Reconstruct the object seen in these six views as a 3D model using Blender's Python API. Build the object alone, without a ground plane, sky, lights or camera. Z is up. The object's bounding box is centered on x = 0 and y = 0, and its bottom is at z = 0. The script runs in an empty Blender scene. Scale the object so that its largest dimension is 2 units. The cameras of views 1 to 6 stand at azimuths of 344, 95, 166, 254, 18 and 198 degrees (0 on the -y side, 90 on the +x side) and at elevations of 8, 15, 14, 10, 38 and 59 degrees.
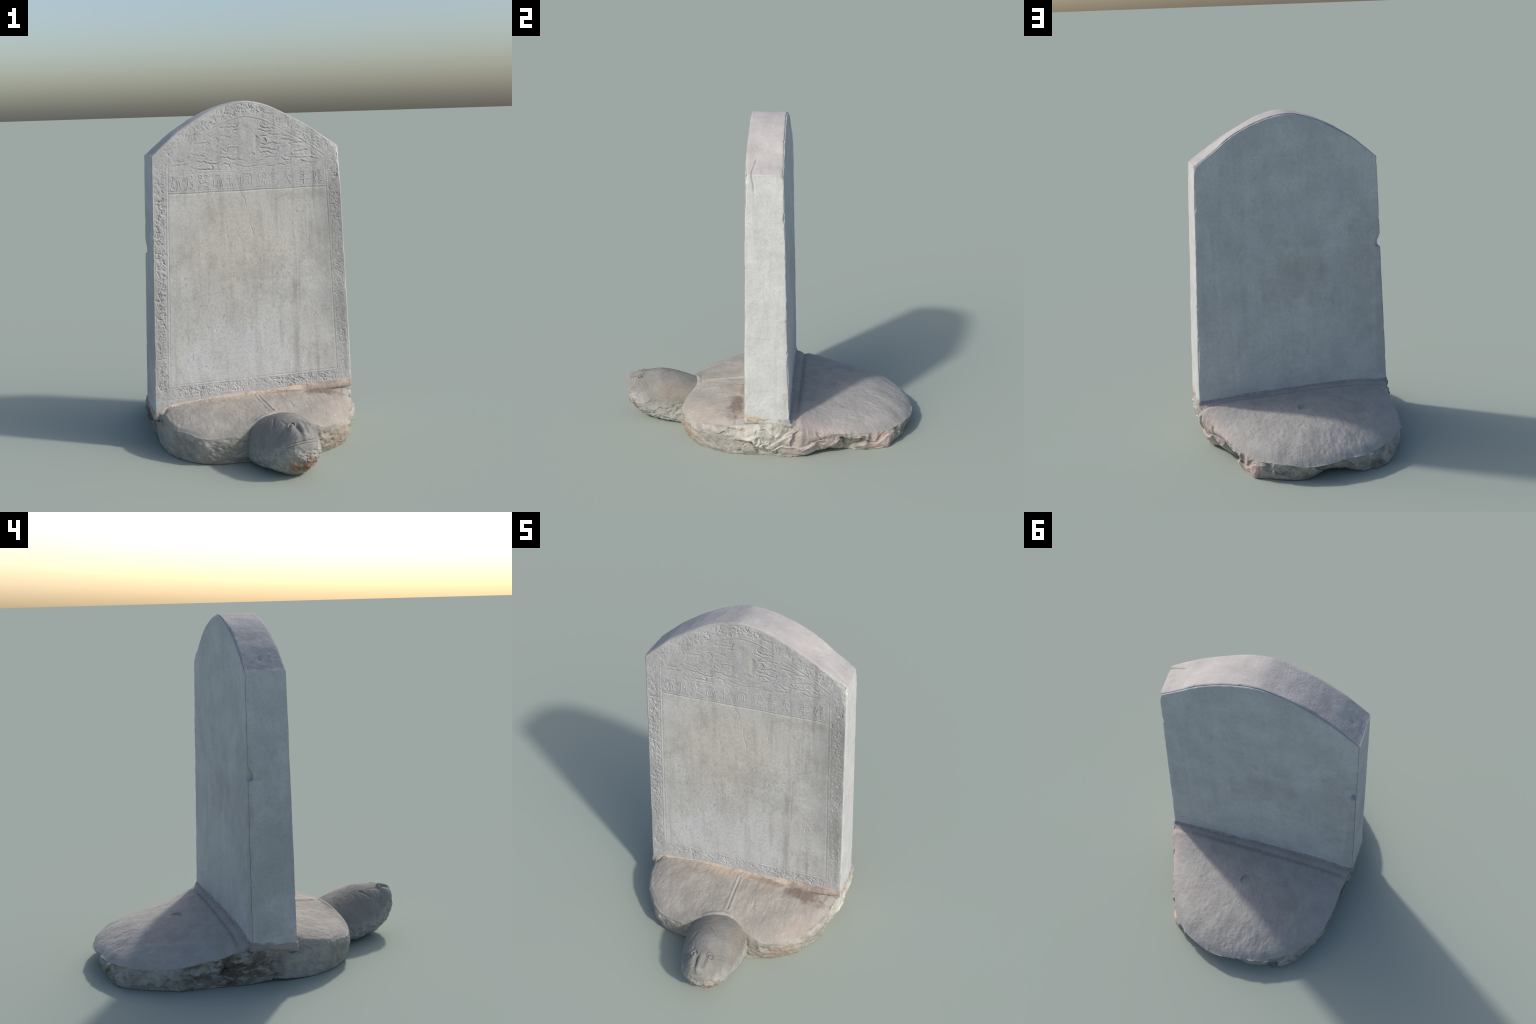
"""Carved stone stele with an arched top, standing on the back of a stone turtle."""
import bpy
import numpy as np
from math import pi, sin, cos

RNG = np.random.default_rng(11)

# ------------------------------------------------------------------ noise --
def _hash(ix, iy, iz, seed):
    h = (ix * 374761393 + iy * 668265263 + iz * 2147483647 + seed * 974711) & 0xFFFFFFFF
    h = ((h ^ (h >> 13)) * 1274126177) & 0xFFFFFFFF
    h = ((h ^ (h >> 16)) * 2246822519) & 0xFFFFFFFF
    return (h ^ (h >> 15)) & 0xFFFFFFFF

def vnoise(p, seed=0):
    """Smooth value noise in [-1, 1] at points p (n, 3)."""
    f = np.floor(p)
    t = p - f
    t = t * t * t * (t * (t * 6 - 15) + 10)
    i = f.astype(np.int64)
    out = np.zeros(len(p))
    for dx in (0, 1):
        wx = t[:, 0] if dx else 1 - t[:, 0]
        for dy in (0, 1):
            wy = wx * (t[:, 1] if dy else 1 - t[:, 1])
            for dz in (0, 1):
                w = wy * (t[:, 2] if dz else 1 - t[:, 2])
                out += w * (_hash(i[:, 0] + dx, i[:, 1] + dy, i[:, 2] + dz, seed) / 2147483647.5 - 1)
    return out

def fbm(p, scale, octaves=3, seed=0, gain=0.5):
    s = np.asarray(scale, float) * np.ones(3)
    out, a, tot = np.zeros(len(p)), 1.0, 0.0
    for o in range(octaves):
        out += a * vnoise(p * s * 2.03 ** o + 17.3 * o, seed + o)
        tot += a
        a *= gain
    return out / tot * 1.6

def facets(p, scale, seed=0):
    """Chipped-stone look: tilted plane pieces, one per Voronoi cell."""
    q = p * (np.asarray(scale, float) * np.ones(3))
    i0 = np.floor(q).astype(np.int64)
    best = np.full(len(q), 9.0)
    val = np.zeros(len(q))
    for dx in (-1, 0, 1):
        for dy in (-1, 0, 1):
            for dz in (-1, 0, 1):
                c = i0 + np.array([dx, dy, dz])
                r = [_hash(c[:, 0], c[:, 1], c[:, 2], seed + k) / 4294967295.0 for k in range(6)]
                e = q - (c + np.stack(r[:3], 1))
                d = (e * e).sum(1)
                m = d < best
                best = np.where(m, d, best)
                v = (r[3] * 2 - 1) * 0.5 + e[:, 0] * (r[4] * 2 - 1) + e[:, 1] * (r[5] * 2 - 1) + e[:, 2] * (r[3] * 2 - 1)
                val = np.where(m, v, val)
    return val

def sstep(a, b, x):
    t = np.clip((x - a) / (b - a), 0, 1)
    return t * t * (3 - 2 * t)

def curve_at(pts, x):
    """Smooth (monotone-ish cubic) interpolation of a table of (x, v...) rows."""
    pts = np.asarray(pts, float)
    xs = pts[:, 0]
    x = np.clip(x, xs[0], xs[-1])
    k = np.clip(np.searchsorted(xs, x) - 1, 0, len(xs) - 2)
    h = xs[k + 1] - xs[k]
    t = (x - xs[k]) / h
    res = []
    for c in range(1, pts.shape[1]):
        v = pts[:, c]
        d = np.diff(v) / np.diff(xs)
        m = np.empty_like(v)
        m[1:-1] = np.where(d[:-1] * d[1:] > 0, (d[:-1] + d[1:]) / 2, 0)
        m[0], m[-1] = d[0], d[-1]
        res.append((2 * t**3 - 3 * t**2 + 1) * v[k] + (t**3 - 2 * t**2 + t) * h * m[k]
                   + (-2 * t**3 + 3 * t**2) * v[k + 1] + (t**3 - t**2) * h * m[k + 1])
    return res[0] if len(res) == 1 else res

def catmull(pts, step=0.0012, closed=False):
    p = np.asarray(pts, float)
    if len(p) == 2:
        n = max(2, int(np.linalg.norm(p[1] - p[0]) / step))
        t = np.linspace(0, 1, n)[:, None]
        return p[0] * (1 - t) + p[1] * t
    q = np.vstack([p[-1:], p, p[:2]]) if closed else np.vstack([2 * p[0] - p[1], p, 2 * p[-1] - p[-2]])
    out = []
    for i in range(1, len(q) - 2):
        n = max(2, int(np.linalg.norm(q[i + 1] - q[i]) / step))
        t = np.arange(n)[:, None] / n
        out.append(0.5 * (2 * q[i] + (q[i + 1] - q[i - 1]) * t + (2 * q[i - 1] - 5 * q[i] + 4 * q[i + 1] - q[i + 2]) * t**2
                          + (3 * q[i] - q[i - 1] - 3 * q[i + 1] + q[i + 2]) * t**3))
    if not closed:
        out.append(p[-1:])
    return np.vstack(out)

# ------------------------------------------------------------- mesh tools --
def vertex_normals(v, quads):
    n = np.zeros_like(v)
    a = v[quads[:, 2]] - v[quads[:, 0]]
    b = v[quads[:, 3]] - v[quads[:, 1]]
    c = np.cross(a, b)
    for k in range(4):
        for ax in range(3):
            n[:, ax] += np.bincount(quads[:, k], c[:, ax], len(v))
    return n / np.maximum(np.linalg.norm(n, axis=1, keepdims=True), 1e-12)

def grid_quads(rows, cols, wrap=False, base=0):
    i = np.arange(rows - 1)[:, None]
    j = np.arange(cols if wrap else cols - 1)[None, :]
    j2 = (j + 1) % cols
    q = np.stack(np.broadcast_arrays(i * cols + j, i * cols + j2, (i + 1) * cols + j2, (i + 1) * cols + j), -1)
    return q.reshape(-1, 4) + base

def mesh_object(name, v, polys, mat, parent=None, normals=None):
    """polys: (n, 4) array, or a list of such arrays / lists of index tuples."""
    arrays = polys if isinstance(polys, list) else [polys]
    loops, sizes = [], []
    for a in arrays:
        if isinstance(a, np.ndarray):
            loops.append(a.ravel())
            sizes.append(np.full(len(a), a.shape[1]))
        else:
            loops.append(np.array([k for f in a for k in f], np.int64))
            sizes.append(np.array([len(f) for f in a]))
    loops, sizes = np.concatenate(loops), np.concatenate(sizes)
    used, inv = np.unique(loops, return_inverse=True)
    v2 = np.ascontiguousarray(v[used], np.float32)
    me = bpy.data.meshes.new(name)
    me.vertices.add(len(v2))
    me.vertices.foreach_set("co", v2.ravel())
    me.loops.add(len(inv))
    me.loops.foreach_set("vertex_index", inv.astype(np.int32))
    me.polygons.add(len(sizes))
    me.polygons.foreach_set("loop_start", (np.cumsum(sizes) - sizes).astype(np.int32))
    me.update(calc_edges=True)
    me.validate()
    me.polygons.foreach_set("use_smooth", np.ones(len(me.polygons), bool))
    if normals is not None:
        me.normals_split_custom_set_from_vertices(normals[used].tolist())
    me.materials.append(mat)
    ob = bpy.data.objects.new(name, me)
    bpy.context.scene.collection.objects.link(ob)
    ob.parent = parent
    return ob

# -------------------------------------------------------------- materials --
class Shader:
    """Small helper that strings procedural nodes together on Object coordinates."""
    def __init__(self, name):
        self.mat = bpy.data.materials.new(name)
        self.mat.use_nodes = True
        self.t = self.mat.node_tree
        self.t.nodes.clear()
        self.out = self.new("ShaderNodeOutputMaterial")
        self.bsdf = self.new("ShaderNodeBsdfPrincipled")
        self.t.links.new(self.bsdf.outputs[0], self.out.inputs[0])
        self.co = self.new("ShaderNodeTexCoord").outputs["Object"]
        sep = self.new("ShaderNodeSeparateXYZ")
        self.t.links.new(self.co, sep.inputs[0])
        self.x, self.y, self.z = sep.outputs

    def new(self, kind):
        return self.t.nodes.new(kind)

    def put(self, sock, val):
        if isinstance(val, bpy.types.NodeSocket):
            self.t.links.new(val, sock)
        elif isinstance(val, tuple) and len(val) == 3 and sock.type == 'RGBA':
            sock.default_value = (*val, 1)
        else:
            sock.default_value = val

    def math(self, op, a, b=0.0, c=0.0):
        n = self.new("ShaderNodeMath")
        n.operation = op
        for s, v in zip(n.inputs, (a, b, c)):
            self.put(s, v)
        return n.outputs[0]

    def noise(self, scale, detail=4.0, rough=0.55, stretch=(1, 1, 1), shift=(0, 0, 0), distort=0.0):
        m = self.new("ShaderNodeMapping")
        self.t.links.new(self.co, m.inputs[0])
        m.inputs["Scale"].default_value = stretch
        m.inputs["Location"].default_value = shift
        n = self.new("ShaderNodeTexNoise")
        self.t.links.new(m.outputs[0], n.inputs["Vector"])
        n.inputs["Scale"].default_value = scale
        n.inputs["Detail"].default_value = detail
        n.inputs["Roughness"].default_value = rough
        n.inputs["Distortion"].default_value = distort
        return n.outputs["Fac"]

    def cells(self, scale, stretch=(1, 1, 1)):
        m = self.new("ShaderNodeMapping")
        self.t.links.new(self.co, m.inputs[0])
        m.inputs["Scale"].default_value = stretch
        n = self.new("ShaderNodeTexVoronoi")
        self.t.links.new(m.outputs[0], n.inputs["Vector"])
        n.inputs["Scale"].default_value = scale
        return n.outputs["Distance"]

    def step(self, v, lo, hi):
        n = self.new("ShaderNodeMapRange")
        n.interpolation_type = 'SMOOTHSTEP'
        self.put(n.inputs["Value"], v)
        n.inputs["From Min"].default_value = lo
        n.inputs["From Max"].default_value = hi
        n.inputs["To Min"].default_value = 0
        n.inputs["To Max"].default_value = 1
        if lo > hi:
            n.inputs["From Min"].default_value, n.inputs["From Max"].default_value = hi, lo
            n.inputs["To Min"].default_value, n.inputs["To Max"].default_value = 1, 0
        return n.outputs["Result"]

    def mul(self, *vals):
        r = vals[0]
        for v in vals[1:]:
            r = self.math('MULTIPLY', r, v)
        return r

    def mix(self, fac, a, b, mode='MIX'):
        n = self.new("ShaderNodeMix")
        n.data_type = 'RGBA'
        n.blend_type = mode
        n.clamp_factor = True
        self.put(n.inputs[0], fac)
        self.put(n.inputs[6], a)
        self.put(n.inputs[7], b)
        return n.outputs[2]

    def blob(self, cx, cy, cz, rx, ry, rz, lo=0.3, hi=1.0, wobble=0.5, scale=7.0):
        """1 inside an ellipsoid with a noisy edge, 0 outside."""
        acc = None
        for s, c, r in ((self.x, cx, rx), (self.y, cy, ry), (self.z, cz, rz)):
            d = self.math('DIVIDE', self.math('SUBTRACT', s, c), r)
            d = self.math('MULTIPLY', d, d)
            acc = d if acc is None else self.math('ADD', acc, d)
        d = self.math('SQRT', acc)
        n = self.noise(scale, 4, 0.6, shift=(cx * 9, cy * 7, cz * 5))
        d = self.math('ADD', d, self.math('MULTIPLY', self.math('SUBTRACT', n, 0.5), wobble * 2.2))
        return self.step(d, hi, lo)

    def finish(self, color, bump=0.15, bump_scale=140.0, dist=0.004, rough=0.9, pits=0.0):
        self.put(self.bsdf.inputs["Base Color"], color)
        self.bsdf.inputs["Roughness"].default_value = rough
        self.bsdf.inputs["Specular IOR Level"].default_value = 0.2
        h = self.math('ADD', self.noise(bump_scale, 5, 0.65), self.math('MULTIPLY', self.noise(bump_scale * 0.25, 3, 0.6), 1.2))
        if pits:
            h = self.math('ADD', h, self.math('MULTIPLY', self.step(self.cells(bump_scale * 0.5), 0.0, 0.25), pits))
        b = self.new("ShaderNodeBump")
        b.inputs["Strength"].default_value = bump
        b.inputs["Distance"].default_value = dist
        self.put(b.inputs["Height"], h)
        self.t.links.new(b.outputs[0], self.bsdf.inputs["Normal"])
        return self.mat

def tablet_stone(kind):
    carved = kind == "carved"
    s = Shader(kind + "_tablet_stone")
    front = 0.0 if kind == "plain" else 1.0
    back = s.step(s.y, 0.10, 0.13)
    if carved:
        c = s.mix(s.step(s.noise(6, 5, 0.6), 0.3, 0.7), (0.38, 0.379, 0.377), (0.46, 0.46, 0.457))  # base darkened to the scan's dimmer front, baked shading included
    else:
        c = s.mix(s.step(s.noise(5, 5, 0.6), 0.3, 0.7), (0.455, 0.466, 0.462), (0.54, 0.547, 0.538))
        dull = s.mul(front, s.step(s.noise(3.2, 5, 0.6, shift=(1, 4, 2)), 0.25, 0.6))
        c = s.mix(s.math('MULTIPLY', dull, 0.75), c, (0.435, 0.422, 0.40))
    # warm lichen-beige cast in the upper middle of the written face
    warm = s.mul(s.blob(-0.06, -0.08, 1.20, 0.46, 0.5, 0.42, 0.15, 1.15, 0.5, 3.5), front)
    c = s.mix(s.math('MULTIPLY', warm, 0.35 if carved else 0.6), c, (0.48, 0.44, 0.385))
    # pale lime wash low on the face
    pale = s.mul(s.blob(-0.08, -0.09, 0.50, 0.55, 0.5, 0.30, 0.3, 1.1, 0.7, 4.0), front)
    c = s.mix(s.math('MULTIPLY', pale, 0.4 if carved else 0.65), c, (0.53, 0.54, 0.55))
    # rain streaks and grime, then a darker right edge and dark patches
    streak = s.noise(1.0, 6, 0.66, (24, 24, 1.8))
    side = s.math('ADD', 0.36, s.math('MULTIPLY', s.step(s.x, 0.0, 0.5), 0.4))
    c = s.mix(s.mul(s.step(streak, 0.46, 0.72), side, s.math('ADD', 0.3, s.math('MULTIPLY', front, 0.7))), c, (0.25, 0.245, 0.23))
    grime = s.step(s.noise(7.5, 8, 0.74, (1.3, 1, 0.8), (3, 1, 4)), 0.50, 0.70)
    c = s.mix(s.mul(grime, s.math('ADD', 0.25, s.math('MULTIPLY', front, 0.12))), c, (0.25, 0.245, 0.225))
    dark = s.mul(s.blob(0.55, -0.08, 1.15, 0.22, 0.5, 0.85, 0.15, 1.15, 0.7, 5.0), front)
    c = s.mix(s.math('MULTIPLY', dark, 0.55), c, (0.215, 0.215, 0.205))
    bdark = s.mul(s.blob(-0.05, 0.15, 1.02, 0.24, 0.5, 0.2, 0.1, 1.3, 1.3, 12.0), back)
    c = s.mix(s.math('MULTIPLY', bdark, 0.32), c, (0.25, 0.245, 0.21))
    bdark2 = s.mul(s.blob(-0.50, 0.15, 0.98, 0.13, 0.5, 0.5, 0.1, 1.3, 1.3, 9.0), back)
    c = s.mix(s.math('MULTIPLY', bdark2, 0.28), c, (0.25, 0.245, 0.21))
    lside = s.mul(s.step(s.x, -0.54, -0.57), s.blob(-0.6, 0.03, 0.7, 0.3, 0.4, 0.55, 0.2, 1.2, 1.0, 8.0))
    c = s.mix(s.math('MULTIPLY', lside, 0.35), c, (0.25, 0.25, 0.235))
    for cx, cz, rx, rz in ((-0.25, 1.33, 0.05, 0.08), (-0.41, 1.13, 0.05, 0.06), (0.24, 0.85, 0.09, 0.05), (0.42, 0.50, 0.07, 0.08), (0.33, 1.44, 0.16, 0.03), (0.05, 0.98, 0.22, 0.12)):
        m = s.mul(s.blob(cx, -0.08, cz, rx, 0.5, rz, 0.0, 1.5, 2.2, 30.0), front)
        c = s.mix(s.math('MULTIPLY', m, 0.24), c, (0.20, 0.195, 0.175))
    speck = s.mul(s.step(s.noise(75, 3, 0.6, (1.3, 1.3, 0.8), (2, 5, 9)), 0.60, 0.70), s.step(s.noise(5, 5, 0.7), 0.40, 0.58))
    c = s.mix(s.mul(speck, s.math('ADD', 0.2, s.math('MULTIPLY', front, 0.3))), c, (0.17, 0.165, 0.15))
    c = s.mix(s.math('MULTIPLY', s.step(s.noise(60, 6, 0.78), 0.42, 0.72), {"carved": 0.46, "written": 0.40, "plain": 0.26}[kind]), c, (0.22, 0.218, 0.205))
    c = s.mix(s.math('MULTIPLY', s.step(s.noise(42, 5, 0.75, shift=(8, 1, 3)), 0.54, 0.72), 0.35), c, (0.58, 0.58, 0.565))
    return s.finish(c, 0.3, 150, 0.004, pits=-0.4)

def crown_stone():
    s = Shader("pinkish_weathered_top_stone")
    c = s.mix(s.step(s.noise(6, 5, 0.6), 0.3, 0.7), (0.365, 0.345, 0.335), (0.445, 0.425, 0.41))
    c = s.mix(s.math('MULTIPLY', s.step(s.noise(13, 5, 0.7), 0.52, 0.75), 0.4), c, (0.25, 0.24, 0.25))
    c = s.mix(s.math('MULTIPLY', s.step(s.noise(16, 5, 0.7, shift=(5, 5, 1)), 0.56, 0.75), 0.6), c, (0.55, 0.52, 0.50))
    return s.finish(c, 0.4, 130, 0.005, pits=-0.5)

def shell_color(s):
    c = s.mix(s.step(s.noise(7, 5, 0.6), 0.3, 0.7), (0.29, 0.27, 0.24), (0.365, 0.342, 0.305))
    rear = s.step(s.y, 0.05, 0.3)
    c = s.mix(s.math('MULTIPLY', rear, 0.7), c, s.mix(s.step(s.noise(9, 5, 0.65), 0.3, 0.7), (0.305, 0.296, 0.284), (0.39, 0.379, 0.363)))
    chisel = s.step(s.noise(1, 5, 0.7, (60, 22, 40)), 0.58, 0.72)
    c = s.mix(s.math('MULTIPLY', chisel, 0.45), c, (0.45, 0.42, 0.40))
    pale = s.step(s.noise(30, 4, 0.6, shift=(2, 9, 4)), 0.62, 0.72)
    c = s.mix(s.math('MULTIPLY', pale, 0.45), c, (0.50, 0.47, 0.44))
    sand = s.mul(s.blob(-0.02, -0.11, 0.27, 0.55, 0.09, 0.2, 0.2, 1.1, 0.55, 9.0), s.step(s.y, 0.0, -0.04))
    c = s.mix(s.math('MULTIPLY', sand, 0.72), c, (0.49, 0.395, 0.305))
    soot = s.math('MAXIMUM', s.blob(0.40, -0.165, 0.26, 0.15, 0.07, 0.2, 0.3, 1.1, 1.0, 14.0), s.math('MULTIPLY', s.blob(0.18, -0.14, 0.26, 0.12, 0.03, 0.2, 0.2, 1.2, 1.2, 18.0), 0.6))
    c = s.mix(s.math('MULTIPLY', soot, 0.8), c, (0.165, 0.125, 0.105))
    pink = s.blob(0.58, 0.45, 0.17, 0.14, 0.42, 0.16, 0.2, 1.1, 0.5, 5.0)
    c = s.mix(s.math('MULTIPLY', pink, 0.7), c, (0.46, 0.37, 0.35))
    rust = s.blob(0.42, -0.36, 0.17, 0.12, 0.12, 0.12, 0.1, 1.2, 0.9, 9.0)
    c = s.mix(s.math('MULTIPLY', rust, 0.3), c, (0.42, 0.33, 0.27))
    return c

def shell_stone():
    s = Shader("mauve_grey_shell_stone")
    return s.finish(shell_color(s), 0.55, 120, 0.005, pits=-0.3)

def broken_stone():
    s = Shader("rough_broken_stone")
    c = s.mix(s.step(s.noise(11, 6, 0.65), 0.32, 0.68), (0.235, 0.225, 0.195), (0.37, 0.355, 0.325))
    c = s.mix(s.math('MULTIPLY', s.step(s.noise(38, 5, 0.7), 0.5, 0.75), 0.5), c, (0.46, 0.445, 0.41))
    c = s.mix(s.math('MULTIPLY', s.step(s.noise(24, 6, 0.75, (1, 1, 2), (4, 2, 2)), 0.56, 0.7), 0.6), c, (0.13, 0.11, 0.085))
    lime = s.blob(0.62, 0.0, 0.15, 0.3, 0.24, 0.2, 0.3, 1.1, 0.6, 9.0)
    c = s.mix(s.math('MULTIPLY', lime, 0.75), c, s.mix(s.step(s.noise(14, 5, 0.6), 0.35, 0.65), (0.42, 0.39, 0.33), (0.60, 0.60, 0.56)))
    pink = s.blob(0.56, 0.30, 0.13, 0.3, 0.2, 0.2, 0.3, 1.1, 0.6, 8.0)
    c = s.mix(s.math('MULTIPLY', pink, 0.6), c, (0.46, 0.38, 0.35))
    pink2 = s.blob(0.45, 0.72, 0.06, 0.16, 0.14, 0.13, 0.3, 1.1, 0.6, 8.0)
    c = s.mix(s.math('MULTIPLY', pink2, 0.7), c, (0.47, 0.36, 0.32))
    earth = s.mul(s.blob(-0.62, 0.26, 0.08, 0.25, 0.33, 0.2, 0.2, 1.1, 0.8, 10.0), s.step(s.noise(9, 5, 0.6, (1, 1, 2.4), (1, 8, 3)), 0.46, 0.56))
    c = s.mix(s.math('MULTIPLY', earth, 0.8), c, (0.075, 0.05, 0.035))
    dark_rear = s.mul(s.blob(-0.05, 0.93, 0.03, 0.26, 0.3, 0.10, 0.3, 1.1, 0.7, 10.0), s.step(s.noise(10, 4, 0.6), 0.42, 0.56))  # dark brown patch low at the rear undercut
    c = s.mix(s.math('MULTIPLY', dark_rear, 0.75), c, (0.10, 0.07, 0.045))
    tan = s.blob(0.38, -0.48, 0.06, 0.28, 0.14, 0.1, 0.2, 1.1, 0.8, 13.0)
    c = s.mix(s.math('MULTIPLY', tan, 0.5), c, (0.30, 0.22, 0.15))
    return s.finish(c, 0.35, 80, 0.006, pits=-0.4)

def mortar():
    s = Shader("sandy_mortar")
    c = s.mix(s.step(s.noise(14, 5, 0.6), 0.3, 0.7), (0.43, 0.36, 0.295), (0.52, 0.445, 0.37))
    c = s.mix(s.math('MULTIPLY', s.step(s.noise(20, 5, 0.7, shift=(3, 3, 3)), 0.5, 0.7), 0.45), c, (0.40, 0.36, 0.32))
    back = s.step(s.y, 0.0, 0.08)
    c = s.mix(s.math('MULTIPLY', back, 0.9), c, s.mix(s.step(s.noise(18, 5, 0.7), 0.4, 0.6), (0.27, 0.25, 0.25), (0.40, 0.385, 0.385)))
    soot = s.blob(0.46, -0.13, 0.27, 0.20, 0.06, 0.2, 0.3, 1.1, 1.0, 15.0)
    c = s.mix(s.math('MULTIPLY', soot, 0.75), c, (0.24, 0.195, 0.17))
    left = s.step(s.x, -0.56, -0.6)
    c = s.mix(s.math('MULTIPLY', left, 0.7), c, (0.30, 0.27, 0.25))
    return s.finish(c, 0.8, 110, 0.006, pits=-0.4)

def head_stone():
    s = Shader("smooth_grey_head_stone")
    c = s.mix(s.step(s.noise(8, 5, 0.6), 0.3, 0.7), (0.192, 0.188, 0.173), (0.252, 0.247, 0.23))
    brown = s.blob(0.14, -0.6, 0.22, 0.10, 0.16, 0.13, 0.2, 1.2, 0.6, 7.0)
    c = s.mix(s.math('MULTIPLY', brown, 0.45), c, (0.21, 0.175, 0.135))
    low = s.math('ADD', s.z, s.math('MULTIPLY', s.math('SUBTRACT', s.noise(14, 5, 0.7), 0.5), 0.14))
    fr = s.math('SUBTRACT', 0.22, s.math('MULTIPLY', s.step(s.y, -0.9, -0.7), 0.08))
    rough = s.step(s.math('SUBTRACT', low, fr), 0.04, -0.06)
    pale = s.mix(s.step(s.noise(30, 5, 0.7), 0.35, 0.65), (0.285, 0.285, 0.27), (0.385, 0.385, 0.365))
    c = s.mix(s.math('MULTIPLY', rough, 0.75), c, pale)
    pit = s.mul(s.step(s.noise(34, 5, 0.7, (1, 1, 1.8), (7, 2, 1)), 0.56, 0.66), rough)
    c = s.mix(s.math('MULTIPLY', pit, 0.6), c, (0.15, 0.125, 0.09))
    rust = s.mul(s.blob(0.03, -0.88, 0.085, 0.11, 0.10, 0.07, 0.3, 1.15, 0.8, 16.0), s.step(s.noise(26, 5, 0.7, (1, 1, 1.5), (2, 2, 6)), 0.38, 0.5))
    c = s.mix(s.math('MULTIPLY', rust, 0.95), c, s.mix(s.noise(40, 4), (0.12, 0.05, 0.025), (0.33, 0.17, 0.09)))
    c = s.mix(s.math('MULTIPLY', s.step(s.noise(90, 3, 0.6), 0.58, 0.7), 0.25), c, (0.42, 0.41, 0.39))
    return s.finish(c, 0.5, 120, 0.004, pits=-0.3)

MAT_TABLET, MAT_CARVED, MAT_CROWN, MAT_SHELL = tablet_stone("plain"), tablet_stone("carved"), crown_stone(), shell_stone()
MAT_BROKEN, MAT_MORTAR, MAT_HEAD = broken_stone(), mortar(), head_stone()

MAT_FIELD = tablet_stone("written")

# --------------------------------------------------------------- the root --
root = bpy.data.objects.new("turtle_stele", None)
bpy.context.scene.collection.objects.link(root)
root["label"] = "weathered grey stone tablet with arched top on a turtle base"
root["category"] = "stone monument"

# ------------------------------------------------------------- the tablet --
ARCH = [(-0.60, 1.690), (-0.573, 1.706), (-0.53, 1.743), (-0.435, 1.824), (-0.37, 1.866), (-0.30, 1.908), (-0.21, 1.952), (-0.118, 1.983),
        (-0.02, 2.001), (0.07, 1.988), (0.14, 1.964), (0.20, 1.937), (0.27, 1.901), (0.37, 1.846), (0.455, 1.789), (0.52, 1.747), (0.560, 1.721), (0.59, 1.703)]
Z_FOOT = 0.15

def x_left(z):
    return -0.576 - 0.0330 * (1.703 - z) + 0.05 * sstep(0.235, 0.17, z)

def x_right(z):
    return 0.561 + 0.0358 * (1.719 - z) - 0.05 * sstep(0.245, 0.18, z)

def bilinear(x, z, bl, br, tl, tr):
    s, t = (x + 0.58) / 1.15, (z - 0.25) / 1.45
    return (1 - t) * ((1 - s) * bl + s * br) + t * ((1 - s) * tl + s * tr)

def sway(x, z, seed):
    p = np.stack([x * 3.0, np.full_like(x, seed * 3.7), z * 2.2], 1)
    q = np.stack([x * 14.0, np.full_like(x, seed * 1.7), z * 10.0], 1)
    return 0.0035 * vnoise(p, 40 + seed) + 0.0012 * vnoise(q, 50 + seed)

def y_front(x, z):
    return bilinear(x, z, -0.103, -0.095, -0.089, -0.070) - sway(x, z, 1) - 0.003 * np.exp(-((x / 0.45) ** 4)) * sstep(1.5, 0.9, z) - 0.007 * np.exp(-(((x - 0.08) / 0.38) ** 2)) * sstep(1.45, 1.9, z)

def y_back(x, z):
    return bilinear(x, z, 0.151, 0.173, 0.139, 0.150) + sway(x, z, 2)

# ---- carved relief of the front: a height field built from drawn curves ----
CELL = 0.002
GX, GZ = np.arange(-0.66, 0.66, CELL), np.arange(0.10, 2.04, CELL)
XX, ZZ = np.meshgrid(GX, GZ)
RELIEF = np.zeros_like(XX)

def stamp(line, width, depth, bank=0.0, bank_width=0.012):
    """Cut a groove along a polyline; optionally swell the stone above it."""
    global RELIEF
    pad = 3 * max(width, bank_width if bank else 0)
    lo, hi = line.min(0) - pad, line.max(0) + pad
    i0, i1 = np.searchsorted(GZ, [lo[1], hi[1]])
    j0, j1 = np.searchsorted(GX, [lo[0], hi[0]])
    if i1 <= i0 or j1 <= j0:
        return
    X, Z = XX[i0:i1, j0:j1], ZZ[i0:i1, j0:j1]
    best = np.full(X.shape, 1e9)
    side = np.zeros(X.shape)
    taper = np.ones(X.shape)
    for k, (px, pz) in enumerate(line[::2]):
        d = (X - px) ** 2 + (Z - pz) ** 2
        m = d < best
        best = np.where(m, d, best)
        side = np.where(m, Z - pz, side)
        taper = np.where(m, min(1.0, 0.35 + 4.0 * min(2 * k + 1, len(line) - 2 * k) / len(line)), taper)
    h = -depth * taper * np.exp(-best / width ** 2)
    if bank:
        h += bank * taper * np.exp(-best / bank_width ** 2) * sstep(-0.002, 0.006, side)
    RELIEF[i0:i1, j0:j1] += h

def scalloped(pts, amp=0.004, wave=0.035, phase=0.0):
    c = catmull(pts)
    d = np.gradient(c, axis=0)
    d /= np.maximum(np.linalg.norm(d, axis=1, keepdims=True), 1e-9)
    s = np.cumsum(np.r_[0, np.linalg.norm(np.diff(c, axis=0), axis=1)])
    off = -amp * np.abs(np.sin(pi * s / wave + phase))
    return c + np.stack([-d[:, 1], d[:, 0]], 1) * off[:, None]

def spiral(cx, cz, r, turns=1.4, start=0.0, hand=1, squash=1.0):
    t = np.linspace(0, 1, int(60 + 60 * turns))
    a = start + hand * 2 * pi * turns * t
    rr = r * (1 - 0.82 * t)
    return np.stack([cx + rr * np.cos(a), cz + squash * rr * np.sin(a)], 1)

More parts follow.
